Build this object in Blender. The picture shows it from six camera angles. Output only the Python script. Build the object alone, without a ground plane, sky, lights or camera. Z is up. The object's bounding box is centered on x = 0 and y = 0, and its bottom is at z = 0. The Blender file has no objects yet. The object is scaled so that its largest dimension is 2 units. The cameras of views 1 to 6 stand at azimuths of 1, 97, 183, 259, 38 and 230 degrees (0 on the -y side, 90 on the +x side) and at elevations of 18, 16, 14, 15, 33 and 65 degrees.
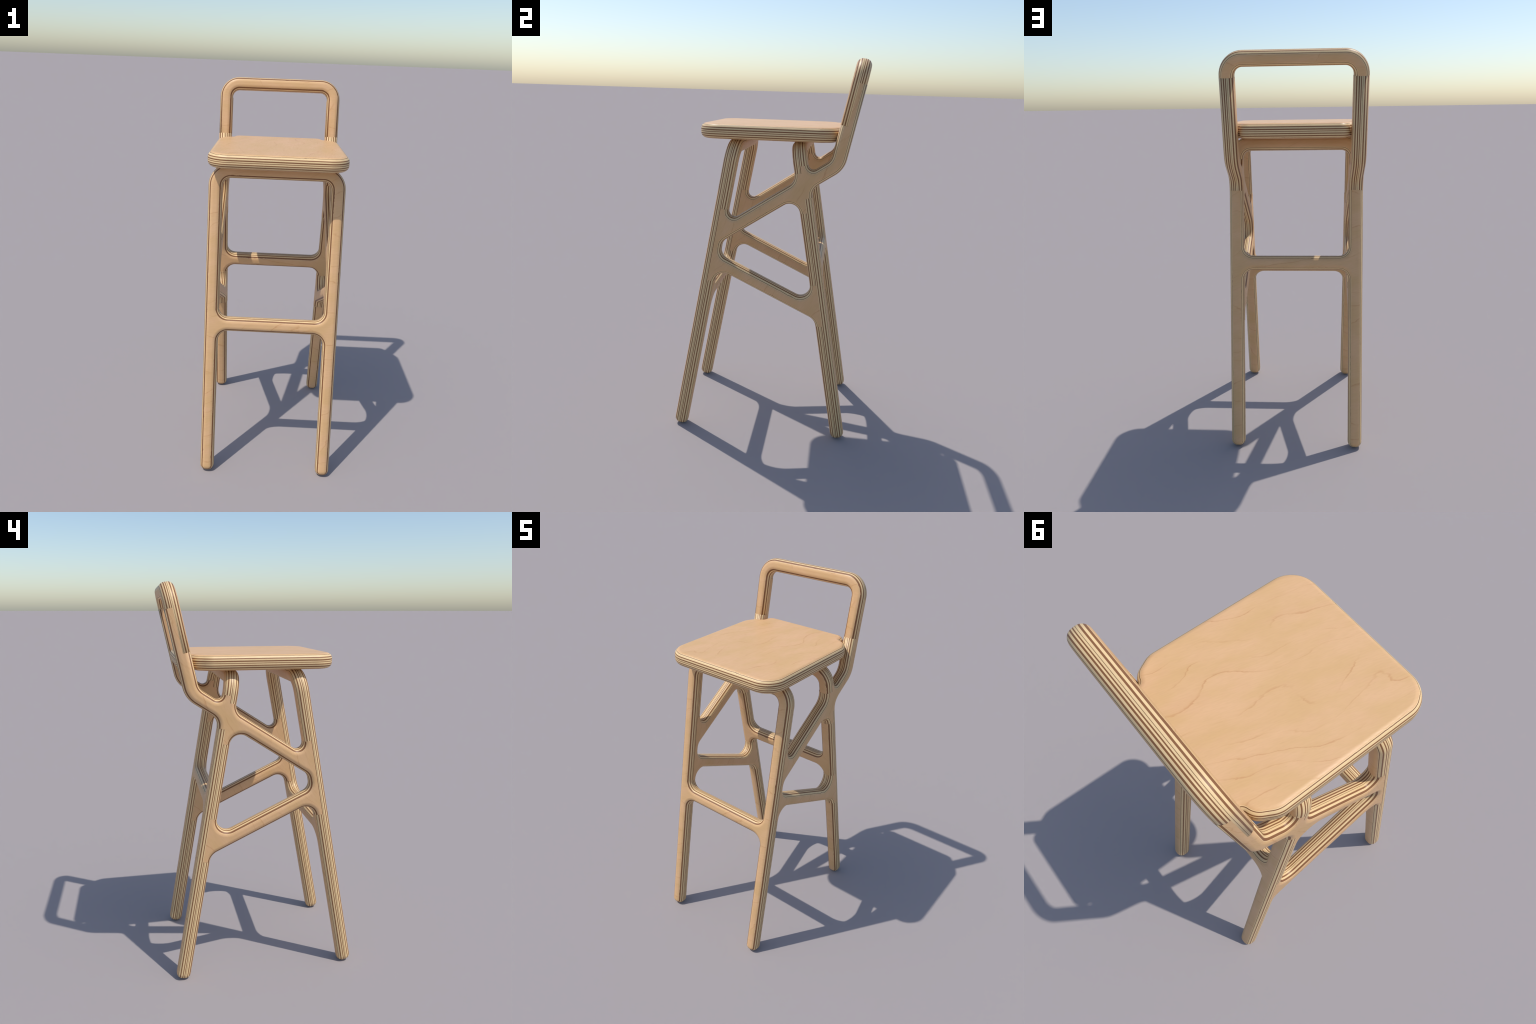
"""Tall plywood bar stool: two leaning leg frames, two flat side frames, a
backrest hoop and a seat, all cut from the same thick multi-ply board with
rounded-over edges.  Every board is an outline (straight edges + corner
radii) inset along a quarter-round profile; the plies are a solid pattern
read across the thickness of each board."""
import bpy, bmesh, math
from mathutils import Vector, Matrix
from mathutils.geometry import tessellate_polygon

# ------------------------------------------------------------------ sizes
T = 0.0730            # board thickness
H = T / 2
W = 0.0717            # width of every member in its board's plane
WH = W / 2
R_EDGE = 0.0305       # round-over radius of the board edges
BEVEL_STEPS = 9
PROUD = 0.0004        # side frames stand this much proud where boards overlap
X_OUT = 0.3432        # outer face of the legs
X_IN = X_OUT - W
LEAN_LEG = math.radians(10.25)
LEAN_BACK = math.radians(11.5)
Y_FRONT, Y_BACK = 0.4500, 0.4395   # |y| of the leg centre lines on the ground
POST_Y, POST_Z = 0.4005, 1.75   # a point on the backrest's mid plane
Z_SEAT = 1.6020       # underside of the seat


# ------------------------------------------------------- outline geometry
def line_hit(p, d, q, e):
    """intersection of the lines p+s*d and q+t*e (2D)"""
    det = d[0] * e[1] - d[1] * e[0]
    s = ((q[0] - p[0]) * e[1] - (q[1] - p[1]) * e[0]) / det
    return Vector((p[0] + s * d[0], p[1] + s * d[1]))


class Outline:
    """closed 2D outline: corners (point, radius), edges flagged 'cut' keep a
    square wall (they are buried in another board), all others are rounded"""

    def __init__(self, corners, cuts=(), ccw=True):
        pts = [Vector(c[0]) for c in corners]
        rad = [c[1] for c in corners]
        n = len(pts)
        cut = [i in cuts for i in range(n)]          # edge i: corner i -> i+1
        area = sum(pts[i].x * pts[(i + 1) % n].y - pts[(i + 1) % n].x * pts[i].y
                   for i in range(n))
        if (area > 0) != ccw:
            pts.reverse()
            rad.reverse()
            cut = [cut[(n - 2 - i) % n] for i in range(n)]
        self.pts, self.rad, self.cut, self.n = pts, rad, cut, n
        self.dir = [(pts[(i + 1) % n] - pts[i]).normalized() for i in range(n)]
        # material lies on the left of the travel direction
        self.inn = [Vector((-d.y, d.x)) for d in self.dir]
        self.segs = []
        for i in range(n):
            a = abs(self.dir[i - 1].angle_signed(self.dir[i])) if rad[i] else 0
            self.segs.append(max(3, int(math.ceil(a / math.radians(6)))) if rad[i] else 0)

    def loop(self, inset):
        """[(point, outward normal)] of the outline moved inwards by inset"""
        out = []
        for i in range(self.n):
            d0, d1 = self.dir[i - 1], self.dir[i]
            n0, n1 = self.inn[i - 1], self.inn[i]
            e0 = 0 if self.cut[i - 1] else inset
            e1 = 0 if self.cut[i] else inset
            p0 = self.pts[i] + n0 * e0
            p1 = self.pts[i] + n1 * e1
            c = line_hit(p0, d0, p1, d1)
            turn = d0.x * d1.y - d0.y * d1.x          # >0 convex corner
            if not self.rad[i]:
                out.append((c, -(n0 + n1).normalized()))
                continue
            r = self.rad[i] - inset if turn > 0 else self.rad[i] + inset
            r = max(r, 1e-5)
            ang = math.acos(max(-1, min(1, d0.dot(d1))))
            t = r * math.tan(ang / 2)
            sgn = 1 if turn > 0 else -1
            centre = c - d0 * t + n0 * r * sgn
            a0 = math.atan2(-n0.y * sgn, -n0.x * sgn)
            for k in range(self.segs[i] + 1):
                a = a0 + sgn * ang * k / self.segs[i]
                u = Vector((math.cos(a), math.sin(a)))
                out.append((centre + u * r, u * sgn))
        return out


def board(outlines, thickness, r_edge=R_EDGE, steps=BEVEL_STEPS, grow=0.0):
    """bmesh of a board: local x,y in the board's plane, local z across the
    plies; a vertex layer keeps the exact surface normals"""
    bm = bmesh.new()
    nl = bm.verts.layers.float_vector.new("nrm")
    h = thickness / 2
    profile = []                                   # (inset, z, normal angle)
    for k in range(steps + 1):
        a = math.pi / 2 * k / steps
        profile.append((r_edge - r_edge * math.sin(a) , h - r_edge + r_edge * math.cos(a), a))
    # profile runs cap -> wall on the top side, mirrored below
    levels = profile + [(e, -z, math.pi - a) for e, z, a in reversed(profile)]
    rings_all = []
    for ol in outlines:
        rings = []
        for e, z, a in levels:
            ring = []
            for p, nv in ol.loop(e - grow):
                v = bm.verts.new((p.x, p.y, z))
                v[nl] = Vector((nv.x * math.sin(a), nv.y * math.sin(a), math.cos(a)))
                ring.append(v)
            rings.append(ring)
        for ra, rb in zip(rings, rings[1:]):
            m = len(ra)
            for i in range(m):
                j = (i + 1) % m
                try:
                    bm.faces.new((ra[i], rb[i], rb[j], ra[j]))
                except ValueError:
                    pass
        rings_all.append(rings)
    for lv, flip in ((0, False), (-1, True)):
        loops = [r[lv] for r in rings_all]
        flat = [v for l in loops for v in l]
        tris = tessellate_polygon([[v.co.copy() for v in l] for l in loops])
        for t in tris:
            vs = [flat[i] for i in t]
            try:
                f = bm.faces.new(vs)
            except ValueError:
                continue
            f.normal_update()
            if (f.normal.z < 0) != flip:
                f.normal_flip()
    bmesh.ops.recalc_face_normals(bm, faces=[f for f in bm.faces])
    # degenerate slivers at clamped corners
    bmesh.ops.dissolve_degenerate(bm, dist=1e-6, edges=bm.edges[:])
    return bm


ROOT = None


def to_object(bm, name, matrix, material, keep=None):
    """write (a region of) a board's bmesh to an object with exact normals"""
    b = bm.copy()
    nl = b.verts.layers.float_vector["nrm"]
    if keep:
        bmesh.ops.delete(b, geom=[f for f in b.faces if not keep(f.calc_center_median())],
                         context='FACES')
    b.verts.index_update()
    normals = [tuple(v[nl].normalized()) if v[nl].length > 1e-6 else (0, 0, 1) for v in b.verts]
    b.verts.layers.float_vector.remove(nl)
    me = bpy.data.meshes.new(name)
    b.to_mesh(me)
    b.free()
    for p in me.polygons:
        p.use_smooth = True
    me.normals_split_custom_set_from_vertices(normals)
    me.materials.append(material)
    ob = bpy.data.objects.new(name, me)
    bpy.context.scene.collection.objects.link(ob)
    ob.parent = ROOT
    ob.matrix_world = matrix
    return ob


def bisect(bm, co, no):
    bmesh.ops.bisect_plane(bm, geom=bm.verts[:] + bm.edges[:] + bm.faces[:],
                           plane_co=co, plane_no=no, dist=1e-6)


def frame_matrix(origin, ax, ay, az):
    m = Matrix((ax, ay, az)).transposed().to_4x4()
    m.translation = Vector(origin)
    return m


# -------------------------------------------------------------- materials
def srgb(r, g, b):
    f = lambda c: (c / 255 / 12.92) if c / 255 <= 0.04045 else ((c / 255 + 0.055) / 1.055) ** 2.4
    return (f(r), f(g), f(b), 1)


VENEER = srgb(211, 171, 123)
CREAM = srgb(228, 197, 147)
BROWN = srgb(131, 86, 52)
DARK = srgb(120, 78, 48)

# ply edges across the board, from one face (0) to the other (1)
LEG_PLIES = [(0.000, 'V'), (0.052, 'C'), (0.066, 'B'), (0.140, 'C'), (0.218, 'B'),
             (0.280, 'C'), (0.372, 'D'), (0.393, 'C'), (0.445, 'B'), (0.492, 'C'),
             (0.555, 'B'), (0.617, 'C'), (0.722, 'B'), (0.790, 'C'), (0.888, 'D'),
             (0.912, 'C'), (0.932, 'V')]
BOARD_PLIES = [(0.000, 'V'), (0.056, 'C'), (0.070, 'B'), (0.152, 'C'), (0.242, 'B'),
               (0.318, 'C'), (0.412, 'D'), (0.432, 'C'), (0.500, 'B'), (0.554, 'C'),
               (0.614, 'B'), (0.684, 'C'), (0.766, 'B'), (0.838, 'C'), (0.922, 'D'),
               (0.944, 'C'), (0.960, 'V')]
SEAT_PLIES = [(0.000, 'V'), (0.055, 'D'), (0.078, 'C'), (0.158, 'B'), (0.226, 'C'),
              (0.306, 'B'), (0.368, 'C'), (0.454, 'B'), (0.498, 'C'), (0.570, 'B'),
              (0.645, 'C'), (0.735, 'B'), (0.797, 'C'), (0.906, 'D'), (0.929, 'C'),
              (0.947, 'V')]
PLY_COLOUR = {'C': CREAM, 'B': BROWN, 'D': DARK, 'V': VENEER}


class Nodes:
    def __init__(self, name):
        self.mat = bpy.data.materials.new(name)
        self.mat.use_nodes = True
        self.nt = self.mat.node_tree
        self.nt.nodes.clear()

    def new(self, kind, **props):
        n = self.nt.nodes.new(kind)
        for k, v in props.items():
            setattr(n, k, v)
        return n

    def link(self, a, b):
        self.nt.links.new(a, b)

    def put(self, sock, val):
        if isinstance(val, bpy.types.NodeSocket):
            self.link(val, sock)
        else:
            sock.default_value = val

    def math(self, op, a, b=0.0, c=None, clamp=False):
        n = self.new('ShaderNodeMath', operation=op, use_clamp=clamp)
        self.put(n.inputs[0], a)
        self.put(n.inputs[1], b)
        if c is not None:
            self.put(n.inputs[2], c)
        return n.outputs[0]

    def mapping(self, vec, scale=(1, 1, 1), rot=(0, 0, 0), loc=(0, 0, 0)):
        n = self.new('ShaderNodeMapping')
        self.link(vec, n.inputs[0])
        n.inputs['Location'].default_value = loc
        n.inputs['Rotation'].default_value = rot
        n.inputs['Scale'].default_value = scale
        return n.outputs[0]

    def noise(self, vec, scale, detail=2.0, rough=0.5, distort=0.0):
        n = self.new('ShaderNodeTexNoise')
        self.link(vec, n.inputs['Vector'])
        n.inputs['Scale'].default_value = scale
        n.inputs['Detail'].default_value = detail
        n.inputs['Roughness'].default_value = rough
        n.inputs['Distortion'].default_value = distort
        return n.outputs['Fac']

    def step(self, val, lo, hi, a=0.0, b=1.0):
        n = self.new('ShaderNodeMapRange', interpolation_type='SMOOTHSTEP')
        self.put(n.inputs['Value'], val)
        n.inputs['From Min'].default_value = lo
        n.inputs['From Max'].default_value = hi
        n.inputs['To Min'].default_value = a
        n.inputs['To Max'].default_value = b
        return n.outputs['Result']

    def mix(self, fac, a, b, blend='MIX'):
        n = self.new('ShaderNodeMix', data_type='RGBA', blend_type=blend)
        self.put(n.inputs['Factor'], fac)
        self.put(n.inputs[6], a)
        self.put(n.inputs[7], b)
        return n.outputs[2]


def plywood(name, plies, thickness, grain_angle, offset, figure=0.5):
    """solid plywood: ply stripes across local z, veneer figure on the faces"""
    N = Nodes(name)
    co = N.new('ShaderNodeTexCoord').outputs['Object']
    sep = N.new('ShaderNodeSeparateXYZ')
    N.link(co, sep.inputs[0])
    t = N.math('MULTIPLY_ADD', sep.outputs[2], 1 / thickness, 0.5)
    # glue lines wander a little; the outermost ones are chipped by the round-over
    seed = N.mapping(co, (1, 1, 1), loc=offset)
    wob = N.noise(seed, 9.0, 2.0)
    rip = N.math('SUBTRACT', N.noise(seed, 48.0, 3.0), 0.5)
    rip = N.math('MULTIPLY', rip, N.step(N.noise(seed, 6.0, 1.0), 0.54, 0.70, 0.003, 0.085))
    rim = N.step(N.math('ABSOLUTE', N.math('SUBTRACT', t, 0.5)), 0.36, 0.42)
    t = N.math('ADD', t, N.math('MULTIPLY_ADD', wob, 0.008, -0.004))
    t = N.math('ADD', t, N.math('MULTIPLY', rip, rim))
    ramp = N.new('ShaderNodeValToRGB')
    cr = ramp.color_ramp
    cr.interpolation = 'CONSTANT'
    while len(cr.elements) < len(plies):
        cr.elements.new(0.999)
    for el, (pos, kind) in zip(cr.elements, plies):
        el.position = pos
    for el, (pos, kind) in zip(cr.elements, plies):
        el.color = PLY_COLOUR[kind]
    N.link(t, ramp.inputs[0])
    # mask of the face veneers
    lo, hi = plies[1][0], plies[-1][0]
    face = N.math('MAXIMUM', N.math('LESS_THAN', t, lo), N.math('GREATER_THAN', t, hi))

    # ---- veneer figure: grain runs along the axis turned onto local x
    g = N.mapping(N.mapping(co, rot=(0, 0, grain_angle)), (1, 1, 0), loc=offset)
    warp = N.noise(N.mapping(g, (3.0, 9.0, 1)), 1.0, 2.0)
    across = N.new('ShaderNodeSeparateXYZ')
    N.link(g, across.inputs[0])
    # growth rings: parallel lines pushed about by a stretched noise
    drift = N.noise(N.mapping(g, (1.25, 1.7, 1)), 2.3, 1.5, 0.4, 0.15)
    field = N.math('MULTIPLY_ADD', across.outputs[1], 0.95, N.math('MULTIPLY', drift, 0.33))
    jag = N.noise(N.mapping(g, (20.0, 80.0, 1)), 1.0, 3.0, 0.6)
    field = N.math('ADD', field, N.math('MULTIPLY', jag, 0.016))
    bands = N.math('FRACT', N.math('MULTIPLY', field, 13.5))
    crisp = N.math('MULTIPLY', N.step(bands, 0.875, 0.94), N.step(bands, 0.94, 0.965, 1.0, 0.0))
    soft = N.math('MULTIPLY', N.step(bands, 0.55, 0.93, 0.0, 0.12), N.step(bands, 0.93, 0.99, 1.0, 0.0))
    saw = N.math('ADD', crisp, soft)
    patch = N.step(N.noise(N.mapping(g, (2.4, 6.0, 1)), 2.2, 1.5), 0.37, 0.66)
    lines = N.math('MULTIPLY', saw, patch)
    cloud = N.noise(N.mapping(g, (1.0, 2.4, 1)), 5.0, 3.0, 0.5)
    fine = N.noise(N.mapping(g, (26.0, 190.0, 1)), 1.0, 3.0, 0.6)
    speck = N.noise(N.mapping(g, (50.0, 150.0, 1)), 1.0, 2.0, 0.5)
    col = N.mix(N.step(cloud, 0.3, 0.7), srgb(218, 175, 130), srgb(211, 170, 119))
    rosy = N.step(N.noise(N.mapping(g, (1.0, 2.2, 1), loc=(3, 1, 0)), 7.0, 2.0), 0.5, 0.78, 0.0, 0.55)
    col = N.mix(rosy, col, srgb(217, 172, 130))
    col = N.mix(N.step(warp, 0.55, 0.8, 0.0, 0.16), col, srgb(202, 160, 108))
    col = N.mix(N.math('MULTIPLY', lines, figure, clamp=True), col, srgb(188, 132, 82))
    col = N.mix(N.step(fine, 0.35, 0.65, 0.0, 0.15), col, srgb(196, 150, 104))
    col = N.mix(N.step(speck, 0.58, 0.78, 0.0, 0.12), col, srgb(188, 140, 92))

    # ---- end and long grain of the plies
    eg = N.noise(N.mapping(co, (40.0, 40.0, 6.0)), 1.0, 2.0, 0.5)
    ply = N.mix(N.step(eg, 0.3, 0.7, 0.0, 0.08), ramp.outputs[0], srgb(164, 126, 88))
    colour = N.mix(face, ply, col)

    bump = N.new('ShaderNodeBump')
    bump.inputs['Strength'].default_value = 0.03
    bump.inputs['Distance'].default_value = 0.004
    N.link(N.math('ADD', fine, N.math('MULTIPLY', speck, 0.5)), bump.inputs['Height'])

    bsdf = N.new('ShaderNodeBsdfPrincipled')
    N.link(colour, bsdf.inputs['Base Color'])
    N.link(N.step(fine, 0.2, 0.8, 0.42, 0.52), bsdf.inputs['Roughness'])
    bsdf.inputs['Specular IOR Level'].default_value = 0.4
    N.link(bump.outputs[0], bsdf.inputs['Normal'])
    out = N.new('ShaderNodeOutputMaterial')
    N.link(bsdf.outputs[0], out.inputs[0])
    return N.mat


# ----------------------------------------------------------- leg frames
def leg_frame(stretcher_lo, stretcher_hi, r_low):
    """arched frame in its own plane: two legs, a stretcher, a top rail.
    heights given along the leaning plane"""
    c = math.cos(LEAN_LEG)
    foot = (R_EDGE + (H - R_EDGE) * math.sin(LEAN_LEG)) / c - R_EDGE   # rests on z = 0
    top = 1.6022 / c
    r_out, r_in = 0.110, 0.039
    lo, hi = stretcher_lo / c, stretcher_hi / c
    outer = Outline([((-X_OUT, foot), 0.031), ((-X_IN, foot), 0.031),
                     ((-X_IN, lo), r_low), ((X_IN, lo), r_low),
                     ((X_IN, foot), 0.031), ((X_OUT, foot), 0.031),
                     ((X_OUT, top), r_out), ((-X_OUT, top), r_out)])
    hole = Outline([((-X_IN, hi), 0.049), ((X_IN, hi), 0.049),
                    ((X_IN, top - W), r_in), ((-X_IN, top - W), r_in)], ccw=False)
    return board([outer, hole], T), lo, hi, top


def add_leg_frame(front, lo, hi, r_low, material):
    s, c = math.sin(LEAN_LEG), math.cos(LEAN_LEG)
    k = 1 if front else -1
    m = frame_matrix((0, -Y_FRONT if front else Y_BACK, 0), Vector((1, 0, 0)), Vector((0, k * s, c)),
                     Vector((0, -c, k * s)))
    # local z must run towards -y so that x, y, z stay right handed
    bm, lo, hi, top = leg_frame(lo, hi, r_low)
    cut_x = X_IN - 0.052                    # crossbar ends where the fillets end
    cut_y = top - 0.110                     # rail starts above the straight legs
    for sx in (-1, 1):
        bisect(bm, (sx * cut_x, 0, 0), (1, 0, 0))
    bisect(bm, (0, cut_y, 0), (0, 1, 0))
    mid = (hi + top) / 2
    to_object(bm, "seat_rail", m, material, lambda p: p.y > cut_y)
    to_object(bm, "crossbar", m, material, lambda p: p.y < mid and abs(p.x) < cut_x)
    for sx in (-1, 1):
        to_object(bm, "leg", m, material,
                  lambda p: p.y <= cut_y and p.x * sx > 0 and not (p.y < mid and abs(p.x) < cut_x)
                  )
    bm.free()


# ---------------------------------------------------------- side frames
def side_outline():
    s, c, k = math.sin(LEAN_LEG), math.cos(LEAN_LEG), math.tan(LEAN_LEG)
    sp, cp = math.sin(LEAN_BACK), math.cos(LEAN_BACK)
    uf, ub, up = Vector((s, c)), Vector((-s, c)), Vector((sp, cp))
    F = lambda off: Vector((-Y_FRONT + off / c, 0))          # point on z = 0
    B = lambda off: Vector((Y_BACK + off / c, 0))
    P = lambda off: Vector((POST_Y + off / cp, POST_Z))
    # diagonal arm from the front leg up to the backrest, lower brace falling back
    arm_u = Vector((1, 0.66)).normalized()
    arm = lambda off: Vector((0, 1.2685 + off / arm_u.x))
    low_u = Vector((1, -0.47)).normalized()
    low = lambda off: Vector((0, 0.8595 + off / low_u.x))

    def hit(a, ua, b, ub_):
        return line_hit(a, ua, b, ub_)

    def tangent(corner, d0, d1, r):
        """distance from a corner to where its fillet touches the legs"""
        a = math.acos(max(-1, min(1, d0.dot(d1))))
        return r / math.tan(a / 2)

    def on(mid, u, z, off):
        """point at height z on a leaning centre line, moved square to it"""
        p = mid + u * ((z - mid.y) / u.y)
        n = Vector((u.y, -u.x))
        return p + n * off

    E = 0.002
    rows, cuts = [], []

    def add(p, r=0.0, cut=False):
        if cut:
            cuts.append(len(rows))
        rows.append((p, r))

    r1, r2, r3, r4 = 0.030, 0.055, 0.026, 0.060
    r5, r6, r7 = 0.120, 0.060, 0.053
    # front node, upper end
    c1 = hit(F(H), uf, arm(WH), arm_u)
    z1 = (c1 + uf * (tangent(c1, uf, arm_u, r1) + E))
    n_f = Vector((uf.y, -uf.x))
    add(z1 - n_f * H, 0, True)
    add(z1)
    add(c1, r1)
    # arm top to the back leg, stepped half-lap above it
    c2 = hit(B(-H), ub, arm(WH), arm_u)
    n_b = Vector((ub.y, -ub.x))
    z2 = c2 + ub * (tangent(c2, ub, -arm_u, r2) + E)
    c3 = hit(B(H), ub, arm(WH), arm_u)
    z3 = c3 + ub * (tangent(c3, ub, arm_u, r3) + E)
    add(c2, r2)
    add(z2, 0, True)
    add(z2 + n_b * H, 0, True)
    add(z3 - n_b * H, 0, True)
    add(z3)
    add(c3, r3)
    # bend, post, stepped half-lap with the hoop
    c4 = hit(P(-H), up, arm(WH), arm_u)
    add(c4, r4)
    add(on(P(0), up, 1.684, -H), 0, True)
    add(on(P(0), up, 1.684, 0), 0, True)
    add(on(P(0), up, 1.884, 0), 0, True)
    add(on(P(0), up, 1.884, H))
    c5 = hit(P(H), up, arm(-WH), arm_u)
    add(c5, r5)
    # under the arm at the back leg
    c6 = hit(B(H), ub, arm(-WH), arm_u)
    z6 = c6 - ub * (tangent(c6, -ub, arm_u, r6) + E)
    add(c6, r6)
    add(z6, 0, True)
    add(z6 - n_b * H, 0, True)
    c7 = hit(B(-H), ub, arm(-WH), arm_u)
    z7 = c7 - ub * (tangent(c7, -ub, -arm_u, r7) + E)
    add(z7 + n_b * H, 0, True)
    add(z7)
    add(c7, r7)
    # rounded end of the opening at the front leg
    add(hit(F(H), uf, arm(-WH), arm_u), 0.052)
    add(hit(F(H), uf, low(WH), low_u), 0.046)
    # lower brace at the back leg
    c8 = hit(B(-H), ub, low(WH), low_u)
    z8 = c8 + ub * (tangent(c8, ub, -low_u, 0.052) + E)
    add(c8, 0.052)
    add(z8, 0, True)
    add(z8 + n_b * H, 0, True)
    c9 = hit(B(-H), ub, low(-WH), low_u)
    z9 = c9 - ub * (tangent(c9, -ub, -low_u, 0.065) + E)
    add(z9 + n_b * H, 0, True)
    add(z9)
    add(c9, 0.065)
    # lower brace at the front leg
    c10 = hit(F(H), uf, low(-WH), low_u)
    z10 = c10 - uf * (tangent(c10, -uf, low_u, 0.052) + E)
    add(c10, 0.052)
    add(z10, 0, True)
    add(z10 - n_f * H, 0, True)
    return Outline(rows, cuts)


def add_side_frames(material):
    bm = board([side_outline()], T + 2 * PROUD, grow=PROUD)
    for sx in (-1, 1):
        # local (x, y, z) = world (y, z, x)
        m = frame_matrix((sx * (X_OUT - H), 0, 0), Vector((0, 1, 0)), Vector((0, 0, 1)),
                         Vector((1, 0, 0)))
        to_object(bm, "side_frame", m, material)
    bm.free()


# ------------------------------------------------------------- backrest
def add_backrest(material):
    s, c = math.sin(LEAN_BACK), math.cos(LEAN_BACK)
    # local y = 0 at POST_Z ; the rounded top edge reaches z = 2.00 exactly
    top = (2.0 - POST_Z - R_EDGE - (H - R_EDGE) * s) / c + R_EDGE
    bottom = (1.64 - POST_Z) / c
    hoop = Outline([((-X_OUT, bottom), 0), ((-X_IN, bottom), 0),
                    ((-X_IN, top - W), 0.039), ((X_IN, top - W), 0.039),
                    ((X_IN, bottom), 0), ((X_OUT, bottom), 0),
                    ((X_OUT, top), 0.110), ((-X_OUT, top), 0.110)], cuts=(0, 4))
    m = frame_matrix((0, POST_Y, POST_Z), Vector((1, 0, 0)), Vector((0, s, c)),
                     Vector((0, -c, s)))
    bm = board([hoop], T)
    to_object(bm, "backrest", m, material)
    bm.free()


# ----------------------------------------------------------------- seat
def add_seat(material):
    w, front, shoulder, back = 0.3422, -0.3465, 0.3460, 0.414
    tongue = 0.2640
    half = [((w, front), 0.106), ((w, 0.268), 0.085), ((0.303, shoulder - 0.008), 0.066),
            ((tongue, shoulder + 0.002), 0.014), ((tongue, back), 0.050)]
    other = [((-p[0], p[1]), r) for p, r in reversed(half)]
    ol = Outline(half + other)
    bm = board([ol], T, r_edge=0.028)
    m = Matrix.Translation((0, 0, Z_SEAT + H))
    to_object(bm, "seat", m, material)
    bm.free()


# ----------------------------------------------------------------- build
def main():
    global ROOT
    ROOT = bpy.data.objects.new("bar_stool", None)
    bpy.context.scene.collection.objects.link(ROOT)
    ROOT["label"] = "tall birch plywood bar stool with striped ply edges and low hoop backrest"
    ROOT["category"] = "bar stool"

    # the leaning boards have local z towards -y: reverse the ply order
    def reverse(plies):
        ends = [p for p, _ in plies[1:]] + [1.0]
        return [(1.0 - e, kind) for (_, kind), e in reversed(list(zip(plies, ends)))]

    ply_frame = plywood("plywood_frame", reverse(LEG_PLIES), T, math.radians(-12), (0.3, 0.7, 0))
    ply_rear = plywood("plywood_rear_frame", reverse(LEG_PLIES), T, math.radians(16), (1.9, 4.1, 0))
    ply_side = plywood("plywood_side_frame", BOARD_PLIES, T + 2 * PROUD, math.radians(-58), (5.2, 2.4, 0))
    ply_hoop = plywood("plywood_backrest", reverse(BOARD_PLIES), T, math.radians(8), (7.7, 0.4, 0))
    ply_seat = plywood("plywood_seat", SEAT_PLIES, T, math.radians(-75), (2.35, 6.1, 0), 0.52)

    add_seat(ply_seat)
    add_leg_frame(True, 0.7590, 0.8300, 0.055, ply_frame)
    add_leg_frame(False, 0.9260, 0.9970, 0.051, ply_rear)
    add_side_frames(ply_side)
    add_backrest(ply_hoop)


main()
